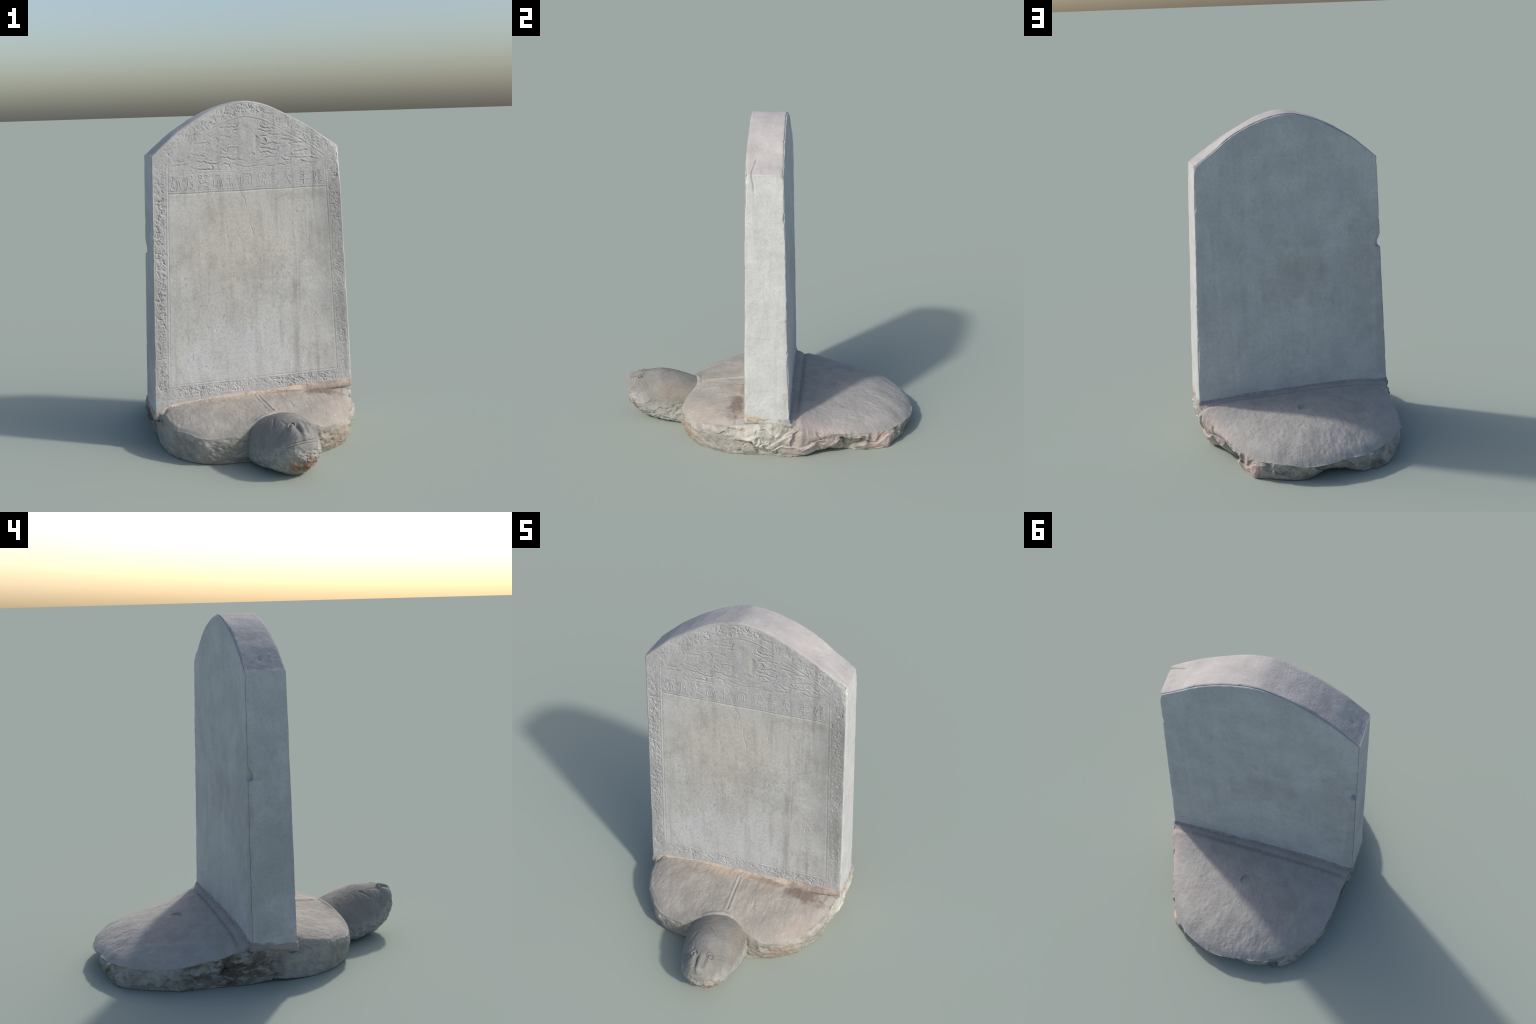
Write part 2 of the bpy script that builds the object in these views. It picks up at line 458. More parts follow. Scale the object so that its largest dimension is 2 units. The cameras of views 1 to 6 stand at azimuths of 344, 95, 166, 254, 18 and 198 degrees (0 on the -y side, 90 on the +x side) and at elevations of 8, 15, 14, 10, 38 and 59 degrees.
arch_x = np.array([p[0] for p in ARCH])
ARCH_Z = curve_at(ARCH, XX)
slope = np.gradient(curve_at(ARCH, GX), GX)
edge_side = np.minimum(XX - x_left(ZZ), x_right(ZZ) - XX)
edge_arch = (ARCH_Z - ZZ) / np.sqrt(1 + slope[None, :] ** 2)
EDGE = np.minimum(edge_side, edge_arch)              # distance in from the outline
FLOOR = ZZ - 0.285                                   # height above the foot of the border
INSET = np.minimum(EDGE, FLOOR + 0.012)
BAND_TOP, BAND_LOW, FRAME = 1.602, 1.484, 0.094

# recessed fields inside the frame, double frame lines, title band lines
inside = sstep(FRAME - 0.002, FRAME + 0.003, INSET)
RELIEF -= 0.0012 * inside * sstep(BAND_LOW + 0.002, BAND_LOW - 0.003, ZZ)
RELIEF -= 0.0015 * inside * sstep(BAND_TOP + 0.006, BAND_TOP + 0.010, ZZ)
for d, w, dep in ((0.013, 0.003, 0.0018), (0.079, 0.0026, 0.0022), (FRAME, 0.0028, 0.0040)):
    RELIEF -= dep * np.exp(-((INSET - d) / w) ** 2)
for zl, w, dep in ((1.609, 0.0026, 0.0025), (1.598, 0.0026, 0.0025), (1.497, 0.0026, 0.0025), (BAND_LOW, 0.0034, 0.006)):
    RELIEF -= dep * inside * np.exp(-((ZZ - zl - 0.0012 * np.sin(XX * 23)) / w) ** 2)

# drifting clouds of the crest
CLOUDS = [
    [(-0.331, 1.770), (-0.293, 1.768), (-0.249, 1.771), (-0.233, 1.764)],
    [(-0.374, 1.712), (-0.342, 1.708), (-0.304, 1.698), (-0.271, 1.694), (-0.249, 1.698)],
    [(-0.461, 1.645), (-0.434, 1.647), (-0.407, 1.651), (-0.380, 1.652), (-0.353, 1.655)],
    [(-0.429, 1.675), (-0.418, 1.667), (-0.396, 1.668), (-0.377, 1.686), (-0.372, 1.701)],
    [(-0.320, 1.669), (-0.293, 1.661), (-0.271, 1.663), (-0.249, 1.653), (-0.222, 1.649), (-0.201, 1.647), (-0.173, 1.656)],
    [(-0.331, 1.627), (-0.298, 1.620), (-0.260, 1.618), (-0.228, 1.619), (-0.222, 1.630), (-0.233, 1.635)],
    [(-0.179, 1.630), (-0.162, 1.643), (-0.141, 1.647), (-0.119, 1.635), (-0.111, 1.619)],
    [(-0.244, 1.813), (-0.228, 1.807), (-0.201, 1.813), (-0.176, 1.833)],
    [(-0.168, 1.851), (-0.130, 1.854), (-0.097, 1.853), (-0.076, 1.854), (-0.062, 1.875)],
    [(-0.168, 1.807), (-0.141, 1.805), (-0.119, 1.797), (-0.097, 1.788)],
    [(-0.108, 1.820), (-0.092, 1.834), (-0.070, 1.841)],
    [(-0.217, 1.798), (-0.190, 1.792), (-0.179, 1.776), (-0.190, 1.763)],
    [(-0.179, 1.698), (-0.179, 1.721), (-0.162, 1.734), (-0.141, 1.714), (-0.130, 1.727), (-0.119, 1.737), (-0.086, 1.738), (-0.062, 1.734)],
    [(-0.173, 1.682), (-0.130, 1.680), (-0.103, 1.668), (-0.065, 1.669), (-0.038, 1.660), (-0.021, 1.661)],
    [(-0.086, 1.642), (-0.054, 1.630), (-0.021, 1.623), (0.011, 1.624), (0.044, 1.628), (0.098, 1.635)],
    [(0.066, 1.729), (0.109, 1.727), (0.136, 1.718), (0.163, 1.714), (0.180, 1.721)],
    [(0.038, 1.657), (0.071, 1.656), (0.104, 1.672), (0.125, 1.677), (0.158, 1.673), (0.190, 1.687)],
    [(0.104, 1.633), (0.109, 1.623), (0.152, 1.621), (0.174, 1.630), (0.218, 1.626), (0.239, 1.630)],
    [(0.196, 1.676), (0.212, 1.657), (0.239, 1.651), (0.266, 1.668), (0.304, 1.663), (0.359, 1.665)],
    [(0.239, 1.685), (0.272, 1.683), (0.288, 1.701), (0.326, 1.704), (0.381, 1.712)],
    [(0.370, 1.666), (0.397, 1.657), (0.435, 1.650)],
    [(0.291, 1.625), (0.299, 1.640), (0.326, 1.647), (0.353, 1.635), (0.413, 1.627)],
    [(0.239, 1.742), (0.272, 1.751), (0.304, 1.752), (0.343, 1.753)],
    [(0.180, 1.755), (0.190, 1.773), (0.223, 1.774), (0.261, 1.767), (0.294, 1.755)],
    [(0.071, 1.864), (0.082, 1.848), (0.109, 1.844), (0.136, 1.840), (0.169, 1.838)],
    [(0.207, 1.816), (0.212, 1.795), (0.239, 1.791), (0.266, 1.782)],
    [(0.071, 1.796), (0.104, 1.797), (0.125, 1.807), (0.163, 1.802), (0.201, 1.803)],
    [(0.082, 1.785), (0.104, 1.779), (0.109, 1.763), (0.098, 1.748)],
    [(0.055, 1.836), (0.082, 1.832), (0.104, 1.821), (0.131, 1.827), (0.147, 1.813)],
    [(0.071, 1.754), (0.109, 1.748), (0.142, 1.756), (0.196, 1.746)],
    [(0.060, 1.713), (0.071, 1.702), (0.120, 1.705), (0.136, 1.694)],
]
for k, c in enumerate(CLOUDS):
    line = scalloped(c, 0.0045, 0.028 + 0.004 * (k % 3), 0.4 * k)
    stamp(line, 0.0028, 0.0085, 0.0025, 0.016)
    if k % 2 == 0:                                   # soft upper outline of the same cloud
        stamp(line * np.array([1, 1]) + np.array([0.004, 0.017]), 0.0026, 0.0035)
for x, z, r, h in ((0.087, 1.863, 0.020, 1), (0.095, 1.766, 0.013, -1), (-0.206, 1.782, 0.017, 1), (-0.130, 1.742, 0.015, -1), (0.218, 1.717, 0.019, 1),
                   (0.326, 1.634, 0.016, -1), (0.402, 1.688, 0.024, 1), (-0.369, 1.680, 0.015, -1), (-0.271, 1.733, 0.018, 1), (0.02, 1.690, 0.014, 1),
                   (-0.035, 1.690, 0.014, -1), (0.16, 1.78, 0.012, 1), (0.30, 1.725, 0.013, 1), (-0.30, 1.64, 0.012, 1), (0.24, 1.67, 0.012, -1)):
    stamp(spiral(x, z, r, 1.5, RNG.uniform(0, 6), h, 0.8), 0.003, 0.0045, 0.002, 0.012)
for _ in range(130):
    x, z = RNG.uniform(-0.46, 0.46), RNG.uniform(1.625, 1.87)
    j, i = int((x - GX[0]) / CELL), int((z - GZ[0]) / CELL)
    if INSET[i, j] < FRAME + 0.02 or abs(x + 0.006) < 0.06:
        continue
    w, a = RNG.uniform(0.008, 0.024), RNG.uniform(-0.4, 0.4)
    up = RNG.choice([-1, 1]) * RNG.uniform(0.3, 0.9) * w
    stamp(catmull([(x - w, z - a * w), (x - 0.3 * w, z + up), (x + 0.4 * w, z + 0.8 * up), (x + w, z + a * w)]), 0.0025, RNG.uniform(0.002, 0.0045), 0.001, 0.01)
# worn figure standing in the middle of the crest
fig = np.exp(-((XX + 0.006) / 0.05) ** 4 - ((ZZ - 1.785) / 0.095) ** 4)
RELIEF += 0.0055 * fig + 0.005 * np.exp(-((XX + 0.005) / 0.026) ** 2 - ((ZZ - 1.868) / 0.02) ** 2)
RELIEF -= 0.007 * np.exp(-((XX - 0.042) / 0.012) ** 2 - ((ZZ - 1.785) / 0.022) ** 2) + 0.004 * np.exp(-((XX - 0.045) / 0.012) ** 2 - ((ZZ - 1.73) / 0.04) ** 2)

# scrolling vine of the border: one motif after the other along the frame
def border_path():
    zs = np.arange(0.33, 1.675, 0.002)
    left = np.stack([x_left(zs) + 0.046, zs], 1)
    ax = np.arange(-0.525, 0.512, 0.002)
    ay = curve_at(ARCH, ax)
    nrm = np.stack([np.gradient(ay, ax), -np.ones_like(ax)], 1)
    nrm /= np.linalg.norm(nrm, axis=1, keepdims=True)
    top = np.stack([ax, ay], 1) + nrm * 0.050
    right = np.stack([x_right(zs[::-1]) - 0.046, zs[::-1]], 1)
    foot = np.stack([np.arange(0.50, -0.50, -0.002), np.full(500, 0.322)], 1)
    return [left, top, right, foot]

for path in border_path():
    s = np.cumsum(np.r_[0, np.linalg.norm(np.diff(path, axis=0), axis=1)])
    t = np.gradient(path, axis=0)
    t /= np.linalg.norm(t, axis=1, keepdims=True)
    n = np.stack([-t[:, 1], t[:, 0]], 1)
    stem = path + n * (0.013 * np.sin(2 * pi * s / 0.118 + 2.2 * np.sin(s * 3)))[:, None]
    for a in range(0, len(stem) - 45, 52):           # the stem is broken by leaves
        stamp(stem[a:a + 40], 0.003, 0.0035, 0.0015, 0.008)
    for at in np.arange(0.02, s[-1], 0.037):
        k = min(int(np.searchsorted(s, at + RNG.uniform(-0.008, 0.008))), len(path) - 1)
        side = 1 if int(at / 0.037) % 2 else -1
        c = path[k] + n[k] * side * RNG.uniform(0.008, 0.018)
        stamp(spiral(c[0], c[1], RNG.uniform(0.011, 0.017), RNG.uniform(0.8, 1.4), RNG.uniform(0, 6), side, RNG.uniform(0.8, 1.2)), 0.0025, 0.0052, 0.0008, 0.009)
        for _ in range(6):                           # comma-shaped leaves
            c = path[k] + n[k] * RNG.uniform(-0.030, 0.030) + t[k] * RNG.uniform(-0.02, 0.02)
            a, L = RNG.uniform(0, 2 * pi), RNG.uniform(0.007, 0.013)
            e = np.array([cos(a), sin(a)]) * L
            q = np.array([-sin(a), cos(a)]) * L * RNG.uniform(-0.6, 0.6)
            stamp(catmull([c - e, c + q, c + e]), 0.0028, RNG.uniform(0.003, 0.006))

# uneven wear: the carving fades and returns
pts = np.stack([XX.ravel(), np.zeros(XX.size), ZZ.ravel()], 1)
wear = (0.85 + 0.45 * fbm(pts, 5.0, 2, 71)).reshape(XX.shape)
RELIEF *= np.clip(wear, 0.45, 1.15) * (1 - 0.35 * sstep(0.1, 0.4, XX) * sstep(0.14, 0.09, EDGE))
# pitting of the carved zones and the dimpled written field
carved = 1 - inside * sstep(BAND_LOW + 0.01, BAND_LOW - 0.01, ZZ)
RELIEF += (0.0005 * carved + 0.00025).ravel().reshape(XX.shape) * fbm(pts, 85.0, 2, 91).reshape(XX.shape)
# hairline crack running down from the title band
for c in ([(-0.095, 1.597), (-0.078, 1.545), (-0.068, 1.50), (-0.060, 1.481)],
          [(-0.060, 1.481), (-0.052, 1.455), (-0.036, 1.430), (-0.028, 1.395), (-0.018, 1.385)],
          [(-0.012, 1.345), (-0.008, 1.294), (0.004, 1.245), (0.020, 1.206)]):
    stamp(catmull(c) + 0.0008 * np.sin(np.arange(len(catmull(c)))[:, None] * 0.17), 0.0022, 0.003)
# knocks and nicks in the written field
for _ in range(34):
    x, z = RNG.uniform(-0.44, 0.44), RNG.uniform(0.45, 1.45)
    a = RNG.uniform(1.2, 1.9)
    e = np.array([cos(a), sin(a)]) * RNG.uniform(0.002, 0.008)
    stamp(catmull([np.array([x, z]) - e, np.array([x, z]) + e]), 0.003, RNG.uniform(0.0015, 0.004))

RELIEF *= 0.60

def relief_at(x, z):
    fx, fz = (x - GX[0]) / CELL, (z - GZ[0]) / CELL
    j = np.clip(fx.astype(int), 0, len(GX) - 2)
    i = np.clip(fz.astype(int), 0, len(GZ) - 2)
    u, v = np.clip(fx - j, 0, 1), np.clip(fz - i, 0, 1)
    return ((1 - u) * (1 - v) * RELIEF[i, j] + u * (1 - v) * RELIEF[i, j + 1] + (1 - u) * v * RELIEF[i + 1, j] + u * v * RELIEF[i + 1, j + 1])

# ---- tablet surface: fine front, coarser back, strips round the edge ----
NX, NZ, RATIO, NT = 558, 840, 3, 54

def face_grid(nx, nz):
    s = np.linspace(0, 1, nx + 1)[None, :]
    t = np.linspace(0, 1, nz + 1)[:, None]
    xa = -0.577 + s * (0.560 + 0.577)
    za = curve_at(ARCH, xa)
    za = np.where(s == 0, 1.706, np.where(s == 1, 1.719, za))
    z = Z_FOOT + t * (za - Z_FOOT)
    x = x_left(z) + s * (x_right(z) - x_left(z))
    x = np.where(z > 1.70, xa + 0 * z, x * 1.0)
    blend = sstep(1.60, 1.72, z)
    x = (1 - blend) * (x_left(z) + s * (x_right(z) - x_left(z))) + blend * (xa + 0 * z)
    return x.ravel(), z.ravel()

def outline_distance(x, z):
    sl = (curve_at(ARCH, x + 0.004) - curve_at(ARCH, x - 0.004)) / 0.008
    return np.maximum(0, np.minimum(np.minimum(x - x_left(z), x_right(z) - x), (curve_at(ARCH, x) - z) / np.sqrt(1 + sl ** 2)))

def edge_wear(x, y, z):
    """How far the arris is worn back at each place (metres)."""
    p = np.stack([x, y, z], 1)
    w = 0.003 + 0.003 * np.clip(fbm(p, 7, 2, 5), 0, 1) + 0.008 * np.clip(fbm(p, 15, 3, 9) - 0.55, 0, 1)
    w += 0.026 * np.exp(-((x + 0.59) / 0.05) ** 2 - ((y - 0.145) / 0.06) ** 2) * sstep(1.125, 1.14, z) * sstep(1.22, 1.16, z)
    w += 0.006 * np.exp(-((x - 0.56) / 0.05) ** 2 - ((z - 1.715) / 0.03) ** 2)
    w += 0.004 * sstep(1.72, 1.80, z) * (y > 0)
    return w

fx, fz = face_grid(NX, NZ)
fy = y_front(fx, fz)
bx, bz = face_grid(NX // RATIO, NZ // RATIO)
by = y_back(bx, bz)
FRONT = np.stack([fx, fy, fz], 1)
BACK = np.stack([bx, by, bz], 1)

idx = np.arange((NX + 1) * (NZ + 1)).reshape(NZ + 1, NX + 1)
bidx = np.arange((NX // RATIO + 1) * (NZ // RATIO + 1)).reshape(NZ // RATIO + 1, NX // RATIO + 1)
loop_f = np.r_[idx[:, 0], idx[-1, 1:], idx[-2::-1, -1]]          # up the left, over the arch, down the right
loop_b = np.r_[bidx[:, 0], bidx[-1, 1:], bidx[-2::-1, -1]]
n_loop = len(loop_f)
left_n, top_n = NZ + 1, NX

ef = FRONT[loop_f]
eb = ef.copy()
eb[:, 1] = y_back(ef[:, 0], ef[:, 2])
tt = np.linspace(0, 1, NT + 1)[1:-1]
STRIP = (ef[None] * (1 - tt[:, None, None]) + eb[None] * tt[:, None, None])       # (NT-1, n_loop, 3)
tang = np.gradient(ef[:, [0, 2]], axis=0)
tang /= np.maximum(np.linalg.norm(tang, axis=1, keepdims=True), 1e-9)
out = np.stack([-tang[:, 1], np.zeros(n_loop), tang[:, 0]], 1)
out[:left_n - 1] = (-1, 0, 0)
out[left_n + top_n:] = (1, 0, 0)

def worn(P, dist, inward_y, inward_s):
    """Round the arris: pull points near it in, both across the face and along it."""
    w = edge_wear(P[:, 0], P[:, 1], P[:, 2])
    f = np.clip(1 - dist / (w * 2.6), 0, 1) ** 2 * w
    return P + inward_y * f[:, None] + inward_s * f[:, None]

# inward direction within the plane of the tablet, for face points
def plane_inward(x, z):
    sl = (curve_at(ARCH, x + 0.004) - curve_at(ARCH, x - 0.004)) / 0.008
    da = (curve_at(ARCH, x) - z) / np.sqrt(1 + sl ** 2)
    dl, dr = x - x_left(z), x_right(z) - x
    v = np.zeros((len(x), 3))
    m = np.argmin(np.stack([dl, dr, da]), 0)
    v[m == 0, 0] = 1
    v[m == 1, 0] = -1
    a = m == 2
    v[a, 0] = (sl / np.sqrt(1 + sl ** 2))[a]
    v[a, 2] = (-1 / np.sqrt(1 + sl ** 2))[a]
    return v

Y = np.array([0.0, 1.0, 0.0])
h = relief_at(fx, fz)
dF = outline_distance(fx, fz)
F2 = worn(FRONT, dF, Y[None], plane_inward(fx, fz))
F2[:, 1] -= h * sstep(0.0, 0.006, dF)
B2 = worn(BACK, outline_distance(bx, bz), -Y[None], plane_inward(bx, bz))
pb = B2.copy()
B2[:, 1] += 0.0012 * fbm(pb, 30, 3, 13) - 0.004 * np.exp(-((bx + 0.07) / 0.02) ** 2 - ((bz - 0.42) / 0.03) ** 2)

S2 = STRIP.reshape(-1, 3).copy()
outS = np.broadcast_to(out, STRIP.shape).reshape(-1, 3)
thick = np.broadcast_to(np.linalg.norm(eb - ef, axis=1), STRIP.shape[:2])
dfront = (tt[:, None] * thick).ravel()
dback = ((1 - tt)[:, None] * thick).ravel()
near = np.where((dfront < dback)[:, None], Y[None], -Y[None])
S2 = worn(S2, np.minimum(dfront, dback), near, -outS)
bumps = 0.0035 * fbm(S2, 4.0, 2, 21) + 0.0010 * fbm(S2, 24, 3, 23)
# crack over the right shoulder, gouges on the left edge, a peg hole on the crown
crack_y = curve_at([(1.58, -0.016), (1.665, -0.022), (1.72, -0.031), (1.762, -0.020), (1.81, 0.0)], S2[:, 2])
bumps -= 0.008 * np.exp(-((S2[:, 1] - crack_y) / 0.0032) ** 2) * (S2[:, 0] > 0.3) * sstep(1.60, 1.64, S2[:, 2]) * sstep(1.80, 1.77, S2[:, 2])
bumps -= 0.010 * np.exp(-((S2[:, 1] - 0.105) / 0.016) ** 2 - ((S2[:, 2] - 1.15) / 0.022) ** 2) * (S2[:, 0] < -0.3)
bumps -= 0.006 * np.exp(-((S2[:, 1] - 0.035) / 0.008) ** 2 - ((S2[:, 2] - 1.765) / 0.010) ** 2) * (S2[:, 0] < -0.3)
bumps *= sstep(0.0, 0.02, np.minimum(dfront, dback))
S2 += outS * bumps[:, None]

nF, nB, nS = len(F2), len(B2), len(S2)
V = np.vstack([F2, B2, S2])
# the arch stands a little higher at the back of its right half
V[:, 2] += 0.021 * np.exp(-((V[:, 0] - 0.29) / 0.17) ** 2) * sstep(1.55, 1.92, V[:, 2]) * np.clip((V[:, 1] + 0.08) / 0.23, 0, 1)
front_q = grid_quads(NZ + 1, NX + 1)
back_q = grid_quads(NZ // RATIO + 1, NX // RATIO + 1, base=nF)[:, ::-1]
srow = np.arange(nS).reshape(NT - 1, n_loop) + nF + nB
rows = np.vstack([loop_f[None], srow])
strip_q = np.stack([rows[:-1, :-1], rows[1:, :-1], rows[1:, 1:], rows[:-1, 1:]], -1)      # (NT-1, n_loop-1, 4)
coarse = loop_b + nF
ngons = []
for k in range(len(loop_b) - 1):
    a = rows[-1, RATIO * k:RATIO * k + RATIO + 1]
    ngons.append((*a[::-1].tolist(), int(coarse[k]), int(coarse[k + 1])))
seg_top = np.zeros(n_loop - 1, bool)
seg_top[left_n - 1:left_n - 1 + top_n] = True
ngon_top = [g for k, g in enumerate(ngons) if seg_top[RATIO * k]]
ngon_side = [g for k, g in enumerate(ngons) if not seg_top[RATIO * k]]
all_q = np.vstack([front_q, back_q, strip_q.reshape(-1, 4), np.stack([rows[-1, :-1], np.repeat(coarse, RATIO)[:n_loop - 1], np.repeat(coarse, RATIO)[1:n_loop], rows[-1, 1:]], -1)])
VN = vertex_normals(V, all_q)

# regions of the front
cx, cz = fx[front_q].mean(1), fz[front_q].mean(1)
ci = np.clip(((cz - GZ[0]) / CELL).astype(int), 0, len(GZ) - 1)
cj = np.clip(((cx - GX[0]) / CELL).astype(int), 0, len(GX) - 1)
inset = INSET[ci, cj]
is_border = inset < FRAME
is_crest = ~is_border & (cz > BAND_TOP)
is_band = ~is_border & ~is_crest & (cz > BAND_LOW)
is_field = ~(is_border | is_crest | is_band)

side_q = strip_q[:, ~seg_top].reshape(-1, 4)
top_q = strip_q[:, seg_top].reshape(-1, 4)
tablet = mesh_object("tablet", V, [back_q, side_q, ngon_side], MAT_TABLET, root, VN)
mesh_object("arched_top", V, [top_q, ngon_top], MAT_CROWN, tablet, VN)
mesh_object("carved_border", V, front_q[is_border], MAT_CARVED, tablet, VN)
mesh_object("cloud_crest", V, front_q[is_crest], MAT_CARVED, tablet, VN)
mesh_object("title_band", V, front_q[is_band], MAT_CARVED, tablet, VN)
mesh_object("inscription_field", V, front_q[is_field], MAT_FIELD, tablet, VN)

# ---- seal-script title: each character a small piece of raised strokes ----
SEALS = [
    (-0.440, 0.066, [[(.05, .93), (.30, .97), (.28, .80), (.20, .68)], [(.35, .78), (.65, .88), (.95, .95)], [(.10, .55), (.28, .50), (.26, .36), (.08, .36)],
                     [(.08, .18), (.02, .05), (.25, .0), (.40, .12), (.30, .26), (.10, .24)], [(.52, .04), (.55, .45), (.66, .70), (.82, .55), (.85, .28), (.98, .05)], [(.68, .50), (.68, .05)]]),
    (-0.362, 0.062, [[(.10, .72), (.30, .84), (.55, .98), (.78, .94), (.80, .78), (.62, .70)], [(.45, .84), (.40, .60), (.35, .30), (.20, .02), (.05, .10)],
                     [(.60, .62), (.72, .46), (.64, .34)], [(.88, .62), (.80, .40), (.86, .20), (.66, .10), (.52, .20)]]),
    (-0.276, 0.068, [[(.10, .78), (.12, .96), (.34, .96), (.34, .78), (.10, .78)], [(.55, .90), (.78, .96), (.95, .84)], [(.10, .55), (.22, .62), (.20, .42), (.42, .44)],
                     [(.55, .60), (.75, .66), (.60, .48), (.92, .50)], [(.05, .02), (.12, .20), (.36, .26), (.60, .32)], [(.52, .18), (.80, .18), (.95, .06)], [(.46, .72), (.46, .30)]]),
    (-0.190, 0.060, [[(.10, .10), (.06, .45), (.18, .70)], [(.30, .05), (.30, .35)], [(.50, .10), (.45, .45), (.60, .60), (.72, .40), (.72, .10)], [(.92, .08), (.88, .40), (.75, .75)], [(.20, .85), (.50, .95), (.80, .85)]]),
    (-0.118, 0.048, [[(.10, .60), (.40, .72), (.80, .60)], [(.50, .95), (.48, .60), (.50, .10)], [(.15, .10), (.25, .40)], [(.85, .10), (.72, .40)], [(.20, .88), (.80, .88)]]),
    (-0.020, 0.074, [[(.08, .05), (.08, .80), (.30, .95), (.70, .95), (.92, .80), (.92, .05)], [(.30, .20), (.28, .65), (.50, .75), (.72, .65), (.70, .20)], [(.42, .55), (.58, .55), (.58, .38), (.42, .38), (.42, .55)], [(.40, .20), (.60, .20)]]),
    (0.080, 0.066, [[(.20, .55), (.15, .80), (.40, .97), (.70, .92), (.82, .70), (.66, .50)], [(.50, .80), (.60, .66), (.46, .52), (.40, .62)], [(.50, .50), (.45, .25), (.30, .04)], [(.66, .46), (.70, .20), (.74, .02)], [(.20, .40), (.24, .20)]]),
    (0.156, 0.058, [[(.10, .80), (.40, .90), (.70, .80)], [(.12, .45), (.85, .50)], [(.85, .50), (.85, .05)], [(.15, .20), (.60, .22)], [(.40, .90), (.36, .60)]]),
    (0.234, 0.062, [[(.55, .95), (.42, .75), (.15, .55)], [(.50, .80), (.70, .68), (.92, .58)], [(.52, .60), (.48, .35), (.20, .05)], [(.56, .42), (.70, .22), (.86, .05)], [(.30, .44), (.40, .50)]]),
    (0.335, 0.056, [[(.50, 1.0), (.50, .0)], [(.18, .90), (.48, .84)], [(.82, .94), (.52, .86)], [(.10, .72), (.48, .66)], [(.88, .76), (.52, .68)], [(.14, .52), (.48, .50)], [(.84, .58), (.52, .52)], [(.02, .34), (.98, .38)]]),
    (0.425, 0.066, [[(.05, .95), (.15, .75), (.08, .50), (.18, .25), (.10, .04)], [(.26, .90), (.30, .60), (.22, .35), (.32, .06)], [(.50, .92), (.75, .96), (.95, .92)], [(.52, .78), (.90, .80)],
                    [(.50, .62), (.70, .68), (.92, .62)], [(.50, .48), (.72, .54), (.94, .48)], [(.50, .34), (.74, .38), (.92, .32)], [(.50, .20), (.70, .24), (.95, .12)], [(.54, .04), (.90, .02)], [(.72, .96), (.72, .62)]]),
]

def stroke_ribbon(line, half_width, height):
    """A low rounded ridge laid on the band along a stroke."""
    t = np.gradient(line, axis=0)
    t /= np.maximum(np.linalg.norm(t, axis=1, keepdims=True), 1e-9)
    n = np.stack([-t[:, 1], t[:, 0]], 1)
    taper = np.minimum(1, 0.45 + np.minimum(np.arange(len(line)), np.arange(len(line))[::-1]) / 4.0)
    y0 = y_front(line[:, 0], line[:, 1])
    ring = []
    for a in np.linspace(0, 2 * pi, 10, endpoint=False):
        p = line + n * (half_width * np.cos(a) * taper)[:, None]
        ring.append(np.stack([p[:, 0], y0 - height * np.sin(a) * taper, p[:, 1]], 1))
    return np.stack(ring, 1)                                              # (m, 10, 3)

for cxs, wid, strokes in SEALS:
    vs, qs, caps, base = [], [], [], 0
    for st in strokes:
        line = catmull([(cxs + (u - 0.5) * wid, 1.505 + v * 0.084) for u, v in st], 0.003)
        r = stroke_ribbon(line, 0.0036, 0.0023 - 0.0012 * np.exp(-((cxs - 0.02) / 0.2) ** 4))
        m = len(r)
        vs.append(r.reshape(-1, 3))
        qs.append(grid_quads(m, 10, True, base))
        caps += [tuple(base + np.arange(10)[::-1]), tuple(base + (m - 1) * 10 + np.arange(10))]
        base += m * 10
    mesh_object("seal_character", np.vstack(vs), [np.vstack(qs), caps], MAT_CARVED, tablet)

# --------------------------------------------------------- the turtle base --
# edge of the carapace (x, y, z), counter-clockwise from the notch above the head
RIM = [(-.005, -.470, .243), (.055, -.475, .225), (.138, -.508, .198), (.216, -.525, .175), (.26, -.530, .155), (.34, -.500, .150),
       (.434, -.426, .150), (.492, -.357, .160), (.542, -.260, .178), (.576, -.146, .205), (.605, -.06, .225), (.618, .015, .232), (.622, .10, .240),
       (.618, .17, .245), (.606, .25, .205), (.57, .32, .165), (.545, .40, .140), (.50, .53, .125), (.453, .64, .115), (.408, .73, .110),
       (.336, .818, .110), (.246, .873, .103), (.121, .922, .100), (.006, .929, .105), (-.118, .915, .107), (-.20, .896, .110), (-.296, .852, .110),
       (-.386, .80, .115), (-.45, .745, .122), (-.533, .62, .125), (-.565, .50, .140), (-.585, .40, .162), (-.590, .30, .170), (-.602, .22, .200),
       (-.620, .16, .225), (-.623, .05, .225), (-.617, -.08, .220), (-.594, -.15, .210), (-.585, -.25, .185), (-.555, -.33, .170), (-.50, -.40, .165),
       (-.43, -.475, .155), (-.379, -.50, .155), (-.30, -.525, .165), (-.214, -.532, .185), (-.146, -.513, .215), (-.085, -.490, .240)]
# outline on the ground (x, y)
SOLE = [(-.02, -.53), (.15, -.53), (.25, -.505), (.34, -.465), (.43, -.40), (.47, -.33), (.53, -.21), (.546, -.05), (.557, .07), (.562, .16),
        (.545, .24), (.485, .33), (.455, .42), (.44, .59), (.405, .74), (.35, .78), (.20, .85), (.10, .86), (.02, .81), (-.08, .82), (-.18, .875), (-.26, .875),
        (-.38, .81), (-.466, .69), (-.54, .557), (-.545, .45), (-.562, .28), (-.58, .10), (-.585, -.08), (-.564, -.232), (-.507, -.355), (-.40, -.46), (-.31, -.485), (-.20, -.50)]
MID = np.array([0.0, 0.12])
N_ANG, N_TOP, N_WALL = 1100, 170, 64
ang = np.linspace(0, 2 * pi, N_ANG, endpoint=False) - pi / 2

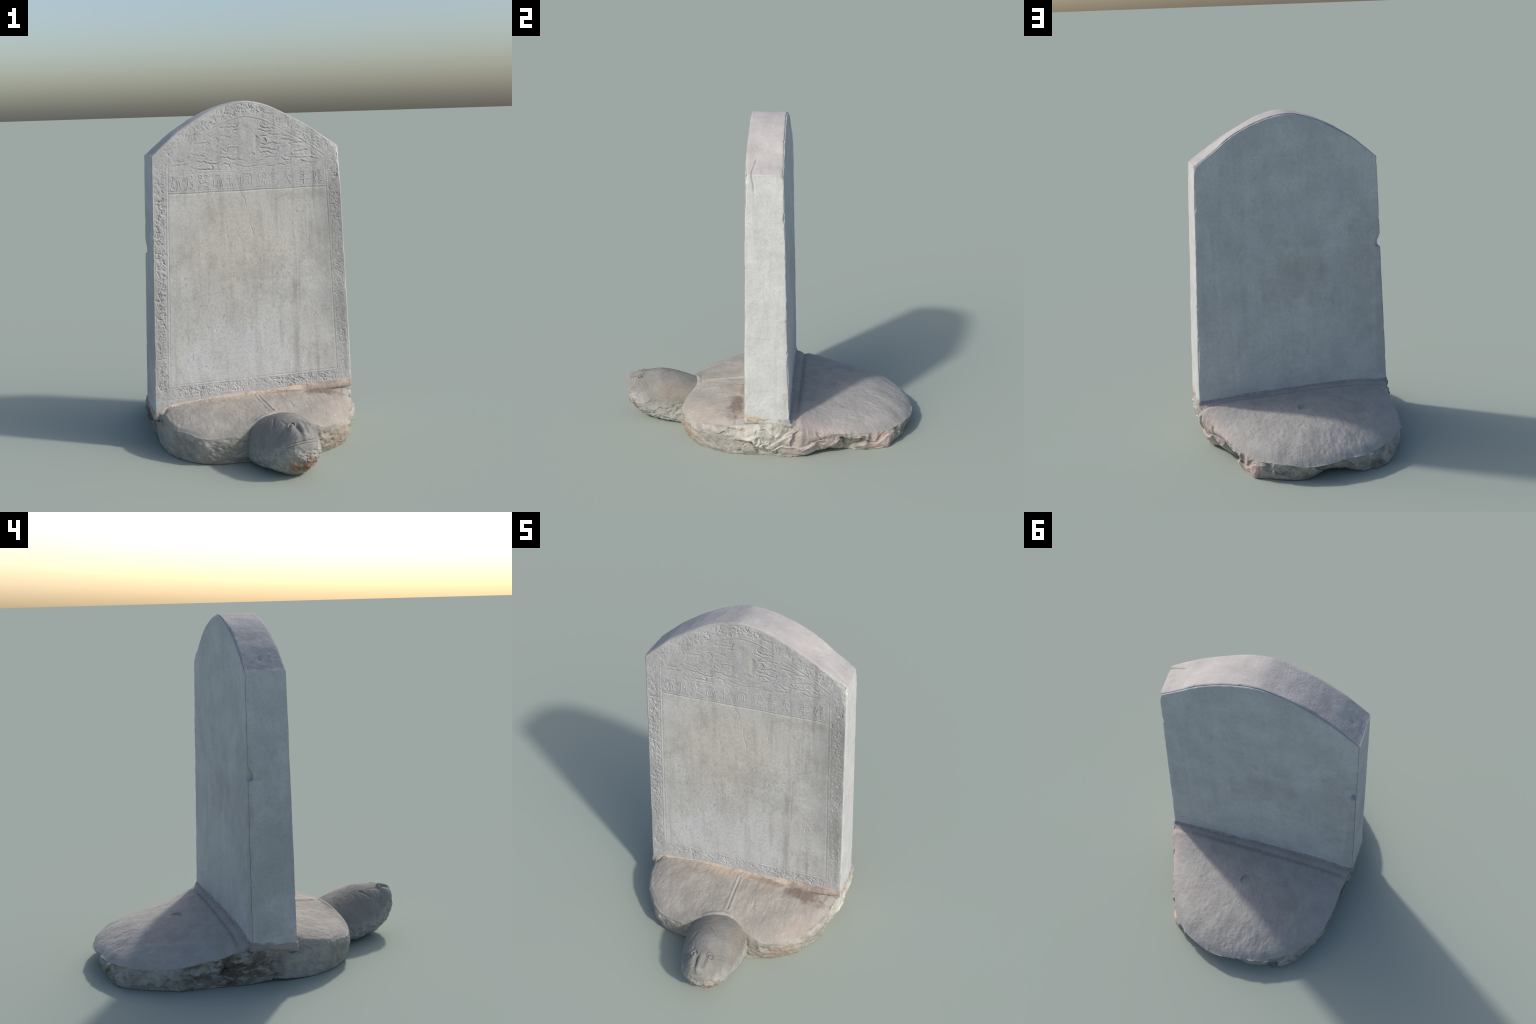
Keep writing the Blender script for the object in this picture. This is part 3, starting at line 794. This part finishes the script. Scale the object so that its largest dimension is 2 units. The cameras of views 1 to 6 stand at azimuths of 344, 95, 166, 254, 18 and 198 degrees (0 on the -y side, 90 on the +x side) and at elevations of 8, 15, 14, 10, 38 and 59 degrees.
def polar_table(pts, closed_line):
    line = catmull(closed_line, 0.01, True)
    a = np.unwrap(np.arctan2(line[:, 1] - MID[1], line[:, 0] - MID[0]))
    o = np.argsort(a)
    return a[o], line[o]

def at_angle(pts):
    a, line = polar_table(pts, pts)
    a3 = np.r_[a - 2 * pi, a, a + 2 * pi]
    l3 = np.vstack([line] * 3)
    cols = [np.interp(ang, a3, np.hypot(l3[:, 0] - MID[0], l3[:, 1] - MID[1]))]
    cols += [np.interp(ang, a3, l3[:, k]) for k in range(2, l3.shape[1])]
    return cols

rim_r, rim_z = at_angle(RIM)
(sole_r,) = at_angle(SOLE)
dirs = np.stack([np.cos(ang), np.sin(ang)], 1)

# nibbled rim: chips along the edge, less so around the neck
rp = np.stack([MID[0] + rim_r * dirs[:, 0], MID[1] + rim_r * dirs[:, 1], np.zeros(N_ANG)], 1)
front_soft = sstep(-0.40, -0.47, rp[:, 1])
chip_r = (0.005 * fbm(rp, 10, 3, 31) + 0.004 * fbm(rp, 34, 2, 33)) * (1 - 0.75 * front_soft)
chip_z = (0.007 * fbm(rp, 8, 3, 35)) * (1 - 0.7 * front_soft)

def plateau(x, y):
    c = curve_at([(-0.60, .220), (-0.406, .247), (-0.17, .268), (0.0, .272), (0.24, .268), (0.436, .254), (0.60, .246), (0.72, .243), (0.85, .232), (1.0, .20)], y)
    return c - (0.012 + 0.030 * sstep(0.3, 0.7, y)) * (x / 0.5) ** 2

s_top = np.linspace(0, 1, N_TOP) ** 0.72
R = s_top[:, None] * rim_r[None, :] + s_top[:, None] ** 50 * chip_r[None, :]
TX, TY = MID[0] + R * dirs[:, 0], MID[1] + R * dirs[:, 1]
p_exp = 7.0 - 3.4 * sstep(0.0, 0.6, dirs[:, 1])

def smooth_round(v, sigma=26):
    k = np.exp(-0.5 * (np.arange(-3 * sigma, 3 * sigma + 1) / sigma) ** 2)
    return np.convolve(np.r_[v[-3 * sigma:], v, v[:3 * sigma]], k / k.sum(), 'valid')

soft = sstep(-0.1, 0.25, dirs[:, 1])                 # keep the lobes at the front sharp
even_r = rim_r * (1 - soft) + smooth_round(rim_r) * soft
even_z = rim_z * (1 - soft) + smooth_round(rim_z) * soft
s_even = np.clip(R / np.maximum(even_r, rim_r)[None, :], 0, 1)
g = (1 - s_even ** p_exp[None, :]) ** 0.66
TZ = even_z[None, :] + (rim_z - even_z)[None, :] * s_top[:, None] ** 32
TZ = TZ + (plateau(TX, TY) - even_z[None, :]) * g * (1 - s_top[:, None] ** 60) + s_top[:, None] ** 45 * chip_z[None, :]
rim_r, rim_z = rim_r + chip_r, rim_z + chip_z
top_p = np.stack([TX.ravel(), TY.ravel(), TZ.ravel()], 1)
x, y = top_p[:, 0], top_p[:, 1]
dz = 0.004 * fbm(top_p, 5, 3, 41) + 0.0013 * fbm(top_p, 40, 3, 43)
chis = fbm(np.stack([x * 55, y * 20, 0 * x], 1), 1, 2, 47)
dz += 0.0009 * chis
# lumps weathered out of the tail end
tail = sstep(0.62, 0.86, y) * sstep(0.30, -0.05, x)
dz += tail * (0.006 * fbm(np.stack([x * 14, y * 9, 0 * x], 1), 1, 3, 53))
# channel behind the tablet with a raised lip on the shell side
dz -= 0.008 * np.exp(-((y - 0.212) / 0.014) ** 2)
dz += 0.002 * np.exp(-((y - 0.243) / 0.015) ** 2)
# spine groove in front, a knocked-out socket behind, a hollow at the left shoulder
def seg_dist(px, py, a, b):
    a, b = np.array(a), np.array(b)
    ab = b - a
    t = np.clip(((px - a[0]) * ab[0] + (py - a[1]) * ab[1]) / (ab @ ab), 0, 1)
    return np.hypot(px - a[0] - t * ab[0], py - a[1] - t * ab[1])
dz -= 0.0042 * np.exp(-(seg_dist(x, y, (-0.012, -0.16), (0.0, -0.415)) / 0.0042) ** 2)
dz += 0.002 * np.exp(-((seg_dist(x, y, (-0.012, -0.16), (0.0, -0.415)) - 0.013) / 0.006) ** 2)
dz -= 0.004 * np.exp(-(seg_dist(x, y, (0.135, -0.31), (0.14, -0.36)) / 0.006) ** 2)
pd = np.hypot((x - 0.012) / 0.045, (y - 0.437) / 0.034) + 0.3 * fbm(top_p, 30, 2, 59)
dz -= 0.013 * sstep(1.05, 0.80, pd) * (0.55 + 0.45 * sstep(0.46, 0.41, y))
dz -= 0.022 * np.exp(-((x + 0.585) / 0.022) ** 2 - ((y + 0.125) / 0.03) ** 2)
dz -= 0.016 * np.exp(-((x - 0.55) / 0.05) ** 2 - ((y + 0.135) / 0.03) ** 2) * (1 + fbm(top_p, 18, 2, 61))
# soft crease where the left rear of the shell turns down
dz += 0.008 * np.exp(-(seg_dist(x, y, (-0.54, 0.27), (-0.34, 0.66)) / 0.035) ** 2)
dz += 0.011 * np.exp(-((x + 0.18) / 0.17) ** 2 - ((y - 0.68) / 0.13) ** 2)
# raised lips: beside the left front edge and around the neck opening
edge_d = (1 - s_top[:, None]) * rim_r[None, :] * np.ones((1, N_ANG))
edge_d = edge_d.ravel()
lip = sstep(-0.40, -0.55, x) * sstep(0.0, -0.2, y) + np.exp(-(x / 0.17) ** 2) * sstep(-0.3, -0.4, y)
dz += 0.006 * lip * np.exp(-((edge_d - 0.016) / 0.012) ** 2)
dz *= sstep(0, 0.012, edge_d + 0.004)
top_p[:, 2] += dz

# broken flank from the rim down to the ground
w = np.linspace(0, 1, N_WALL)[1:, None]
down = w ** 1.5
radial = rim_r[None, :] * (1 - down) + sole_r[None, :] * down
frontness = sstep(-0.15, -0.45, rp[:, 1])
bulge = 0.006 + 0.008 * frontness + 0.004 * sstep(0.5, 0.6, rp[:, 0]) - 0.002 * sstep(-0.5, -0.6, rp[:, 0])
radial = radial + bulge[None, :] * np.sin(pi * np.clip(w * 0.95, 0, 1)) ** 0.8
WZ = rim_z[None, :] * (1 - w)
wall_p = np.stack([(MID[0] + radial * dirs[:, 0]).ravel(), (MID[1] + radial * dirs[:, 1]).ravel(), WZ.ravel()], 1)
wn = np.broadcast_to(np.stack([dirs[:, 0], dirs[:, 1], 0 * ang], 1), (N_WALL - 1, N_ANG, 3)).reshape(-1, 3)
fr = np.broadcast_to(frontness, (N_WALL - 1, N_ANG)).ravel()
fade = np.broadcast_to(sstep(0, 0.20, w), (N_WALL - 1, N_ANG)).ravel() * (1 - 0.4 * np.broadcast_to(sstep(0.85, 1, w), (N_WALL - 1, N_ANG)).ravel())
warp = wall_p + 0.03 * np.stack([fbm(wall_p, 12, 2, 101), fbm(wall_p, 12, 2, 103), fbm(wall_p, 12, 2, 105)], 1)
chips = facets(warp, (4.8, 4.8, 8), 201) * 0.027 + facets(warp, (10, 10, 15), 207) * 0.015
ridg = 0.006 * (0.5 - np.abs(fbm(wall_p, (7, 7, 16), 3, 109)))
fine = 0.0026 * fbm(wall_p, 45, 3, 113)
pocks = 0.006 * fbm(wall_p, (26, 26, 34), 3, 117)
left_flaky = sstep(-0.35, -0.5, wall_p[:, 0]) * sstep(-0.08, 0.05, wall_p[:, 1]) * sstep(0.62, 0.45, wall_p[:, 1])
smooth_left = sstep(-0.35, -0.5, wall_p[:, 0]) * sstep(0.05, -0.05, wall_p[:, 1])
disp = (1 - fr) * (1 - 0.65 * smooth_left) * (chips + ridg) + fine + fr * pocks
disp += left_flaky * (0.016 * facets(warp, (6, 6, 30), 211) - 0.008)
disp = np.where(disp > 0.004, 0.004 + 0.6 * (disp - 0.004), disp) - 0.004 * sstep(-0.45, -0.55, wall_p[:, 0])
wall_p += wn * (disp * fade)[:, None]
wall_p[:, 2] += (0.012 * fbm(wall_p, 14, 2, 131) * fade * (WZ.ravel() > 0.001)) * (1 - fr)
wall_p[:, 2] = np.maximum(wall_p[:, 2], 0)
# undersides that do not touch the ground
for ax, ay, rr, hgt in ((-0.03, 0.85, 0.13, 0.035), (0.50, 0.36, 0.10, 0.03), (-0.60, -0.02, 0.10, 0.012)):
    lift = hgt * np.exp(-(((wall_p[:, 0] - ax) ** 2 + (wall_p[:, 1] - ay) ** 2) / rr ** 2))
    wall_p[:, 2] = np.maximum(wall_p[:, 2], lift)

BV = np.vstack([top_p, wall_p, [[MID[0], MID[1], 0.02]]])
n_top = len(top_p)
top_q = grid_quads(N_TOP, N_ANG, True)
rimrow = (N_TOP - 1) * N_ANG + np.arange(N_ANG)
wrows = np.vstack([rimrow[None], np.arange(len(wall_p)).reshape(N_WALL - 1, N_ANG) + n_top])
nx = np.roll(np.arange(N_ANG), -1)
wall_q = np.stack([wrows[:-1], wrows[:-1][:, nx], wrows[1:][:, nx], wrows[1:]], -1).reshape(-1, 4)
# outward orientation: rings grow outwards counter-clockwise, so flip the order
top_q, wall_q = top_q[:, ::-1], wall_q[:, ::-1]
sole_f = [(int(wrows[-1, k]), int(wrows[-1, nx[k]]), len(BV) - 1) for k in range(N_ANG)]
BN = vertex_normals(BV, np.vstack([top_q, wall_q]))
# keep the rim crisp: separate normals for shell and flank there
TN, WN = vertex_normals(BV, top_q), vertex_normals(BV, wall_q)
TN[rimrow] = TN[rimrow] * 0.6 + BN[rimrow] * 0.4
WN[rimrow] = WN[rimrow] * 0.6 + BN[rimrow] * 0.4
shell = mesh_object("shell", BV, top_q[N_ANG:], MAT_SHELL, root, TN)
flank = mesh_object("broken_flank", BV, [wall_q, sole_f], MAT_BROKEN, root, None)

# mortar bed: an uneven collar where the tablet stands on the shell
def mortar_collar():
    path, outw, topz, flare = [], [], [], []
    for u in np.linspace(0, 1, 420):                          # front, left to right
        xx = -0.618 + u * 1.226
        path.append((xx, bilinear(xx, 0.25, -0.104, -0.093, -0.096, -0.078)))
        outw.append((0, -1))
        topz.append(np.interp(xx, [-.61, -.54, -.44, -.16, .14, .40, .60], [.224, .251, .264, .274, .284, .290, .290]))
        flare.append(np.interp(xx, [-.61, -.55, -.4, .2, .45, .6], [.001, .018, .030, .030, .024, .004]))
    for u in np.linspace(0, 1, 90)[1:]:
        yy = -0.092 + u * 0.265
        path.append((0.6095, yy))
        outw.append((1, 0))
        topz.append(np.interp(yy, [-.08, -.03, .03, .1, .17], [.293, .284, .262, .268, .262]))
        flare.append(0.001)
    for u in np.linspace(0, 1, 420)[1:]:
        xx = 0.6095 - u * 1.231
        path.append((xx, bilinear(xx, 0.25, 0.151, 0.173, 0.139, 0.150)))
        outw.append((0, 1))
        topz.append(np.interp(xx, [-.61, -.5, -.24, .16, .33, .5, .60], [.250, .258, .270, .272, .266, .262, .262]))
        flare.append(np.interp(xx, [-.6, -.5, .5, .6], [.010, .014, .014, .008]))
    for u in np.linspace(0, 1, 90)[1:-1]:
        path.append((-0.6205, 0.150 - u * 0.252))
        outw.append((-1, 0))
        topz.append(np.interp(u, [0, .4, .7, 1], [.256, .245, .24, .222]))
        flare.append(0.008)
    path, outw, topz, flare = map(np.array, (path, outw, topz, flare))
    outw = outw + 0.5 * (np.roll(outw, 3, 0) + np.roll(outw, -3, 0))
    outw /= np.linalg.norm(outw, axis=1, keepdims=True)
    p3 = np.c_[path, topz]
    topz = topz + 0.005 * fbm(p3, 7, 3, 151)
    rings = []
    prof = [(-0.010, 0.004), (0.002, 0.002), (0.005, -0.004), (0.15, -0.008), (0.35, -0.014), (0.62, -0.020), (1.0, -0.028), (0.9, -0.045), (-0.03, -0.066)]
    for k, (o, dzz) in enumerate(prof):
        off = np.where(o > 0.01, 0.005 + o * flare, o) + (0.007 * fbm(np.c_[path, np.full(len(path), k * 0.012)], 20, 3, 161) if 1 < k < 8 else 0)
        rings.append(np.c_[path + outw * off[:, None], topz + dzz])
    v = np.vstack(rings)
    q = grid_quads(len(prof), len(path), True)[:, ::-1]
    mesh_object("mortar_bed", v, q, MAT_MORTAR, root)
mortar_collar()

# ------------------------------------------------------------------- head --
HEAD = [(-0.938, .215, .175, .012), (-0.935, .252, .150, .038), (-0.926, .277, .125, .060), (-0.905, .288, .086, .088), (-0.86, .300, .043, .117), (-0.80, .310, .011, .141),
        (-0.72, .315, .001, .161), (-0.64, .303, .0, .171), (-0.56, .277, .0, .176), (-0.48, .248, .0, .178), (-0.38, .22, .0, .17)]
HX = 0.002
NS, NA = 330, 560
hs = np.linspace(0, 1, NS)
hy = -0.938 + (0.938 - 0.38) * (0.30 * hs ** 2.6 + 0.70 * hs ** 1.6)
hT, hB, hW = curve_at(HEAD, hy)
ha = np.linspace(0, 2 * pi, NA, endpoint=False)
ca, sa = np.cos(ha), np.sin(ha)
# the underside is round at the chin and squares off towards the throat
n_low = curve_at([(-0.94, 2.0), (-0.80, 2.1), (-0.70, 2.7), (-0.62, 4.5), (-0.54, 6.0), (-0.38, 6.0)], hy)
expo = np.where(sa[None] < 0, n_low[:, None], 2.0)
rad = (np.abs(ca[None]) ** expo + np.abs(sa[None]) ** expo) ** (-1 / expo)
mid = hB + (hT - hB) * 0.42
up = np.where(sa[None] > 0, (hT - mid)[:, None], (mid - hB)[:, None])
HSHIFT = 0.006
HP = np.stack([(HX - 0.014 * sstep(-0.85, -0.62, hy))[:, None] + hW[:, None] * rad * ca[None], np.broadcast_to(hy[:, None], (NS, NA)), mid[:, None] + up * rad * sa[None]], -1).reshape(-1, 3)
hq = grid_quads(NS, NA, True)
HN = vertex_normals(HP, hq)
if (HN[:, 2] * (HP[:, 2] - 0.15)).sum() < 0:
    hq = hq[:, ::-1]
    HN = -HN
x, y, z = HP.T
face_up = sstep(0.05, 0.4, HN[:, 2]) + 0.0 * x
d = 0.0025 * fbm(HP, 9, 3, 171) + 0.0006 * fbm(HP, 60, 2, 173)
# hollows on both sides of the nose
for a, b in (((-0.019, -0.868), (-0.010, -0.918)), ((0.036, -0.862), (0.032, -0.915))):
    d -= 0.012 * np.exp(-(seg_dist(x, y, a, b) / 0.0125) ** 2) * sstep(0.2, 0.25, z)
d += 0.005 * np.exp(-(seg_dist(x, y, (0.006, -0.85), (0.012, -0.93)) / 0.012) ** 2) * sstep(0.2, 0.25, z)
# sunken cheeks under a brow line running back from each eye
def cheek(e, o, sign):
    e, o = np.array(e), np.array(o)
    ab = o - e
    L = np.linalg.norm(ab)
    t = ((x - e[0]) * ab[0] + (y - e[1]) * ab[1]) / L
    nrm = np.array([ab[1], -ab[0]]) / L * sign
    s = (x - e[0]) * nrm[0] + (y - e[1]) * nrm[1]
    win = sstep(-0.03, 0.01, t) * sstep(L + 0.015, L - 0.03, t)
    return win * (0.013 * sstep(-0.003, 0.009, s) * np.exp(-np.maximum(s, 0) / 0.035) - 0.003 * np.exp(-((s + 0.007) / 0.006) ** 2))
d -= cheek((0.075, -0.833), (0.135, -0.775), 1) * sstep(0.17, 0.21, z)
d -= cheek((-0.055, -0.85), (-0.128, -0.795), -1) * sstep(0.17, 0.21, z)
EYES = []
for ex, ey in ((-0.034, -0.846), (0.055, -0.836)):
    k = np.argmin((x - ex) ** 2 + (y - ey) ** 2 + 10 * (z < 0.15))
    r = np.hypot(x - ex, y - ey)
    upm = (z > 0.15)
    d += upm * (0.0045 * np.exp(-((r - 0.019) / 0.004) ** 2) - 0.007 * sstep(0.018, 0.013, r))
    EYES.append((HP[k], HN[k]))
# brow fold, forehead dents and a crack across the crown
d -= 0.0022 * np.exp(-(seg_dist(x, y, (-0.055, -0.815), (-0.065, -0.765)) / 0.006) ** 2) * (z > 0.15)
d -= 0.004 * np.exp(-(seg_dist(x, y, (-0.11, -0.75), (-0.085, -0.69)) / 0.006) ** 2) * (z > 0.15)
d -= 0.0045 * np.exp(-(seg_dist(x, y, (-0.041, -0.619), (0.033, -0.687)) / 0.0028) ** 2) * (z > 0.15)
# two incised lines for the closed mouth
zl = z - (0.234 - 2.2 * (x - 0.02) ** 2)
mouth = sstep(-0.10, -0.08, x) * sstep(0.13, 0.11, x) * sstep(-0.84, -0.87, y)
d -= mouth * (0.0045 * np.exp(-(zl / 0.0026) ** 2) + 0.004 * np.exp(-((zl + 0.014) / 0.0026) ** 2))
# rough underside and broken chin
low = sstep(0.17, 0.11, z + 0.05 * sstep(-0.75, -0.9, y) * -1 + 0.03 * fbm(HP, 20, 2, 181))
d += low * (0.006 * fbm(HP, (26, 26, 40), 3, 183) + 0.004 * np.minimum(0, fbm(HP, 55, 2, 187)))
chin = np.exp(-((x - 0.04) / 0.07) ** 2 - ((y + 0.91) / 0.07) ** 2 - ((z - 0.10) / 0.06) ** 2)
d += chin * (0.010 * fbm(HP, 38, 3, 191) - 0.004)
HP = HP + HN * d[:, None]
HP[:, 1] += HSHIFT * sstep(-0.7, -0.9, HP[:, 1])
HP[:, 2] = np.maximum(HP[:, 2], 0.001)
nose_tip = len(HP)
HV = np.vstack([HP, [[HX, -0.9325, 0.195]]])
cap = [(nose_tip, k, (k + 1) % NA) for k in range(NA)]
if hq[0][0] == 0 and hq[0][1] == 1:
    cap = [c[::-1] for c in cap]
head = mesh_object("head", HV, [hq, cap], MAT_HEAD, root)

# eyes: low domes in their sockets
u, vv = np.meshgrid(np.linspace(0, 2 * pi, 28, endpoint=False), np.linspace(0, pi / 2 + 0.5, 12))
dome = np.stack([np.sin(vv) * np.cos(u), np.sin(vv) * np.sin(u), np.cos(vv)], -1).reshape(-1, 3)
for P, Nn in EYES:
    zax = Nn / np.linalg.norm(Nn)
    xax = np.cross([0, 1, 0], zax)
    xax /= np.linalg.norm(xax)
    yax = np.cross(zax, xax)
    ev = P - zax * 0.0035 + (dome[:, :1] * xax * 0.0115 + dome[:, 1:2] * yax * 0.0115 + dome[:, 2:] * zax * 0.0085)
    mesh_object("eye", ev, grid_quads(12, 28, True)[:, ::-1], MAT_HEAD, head)
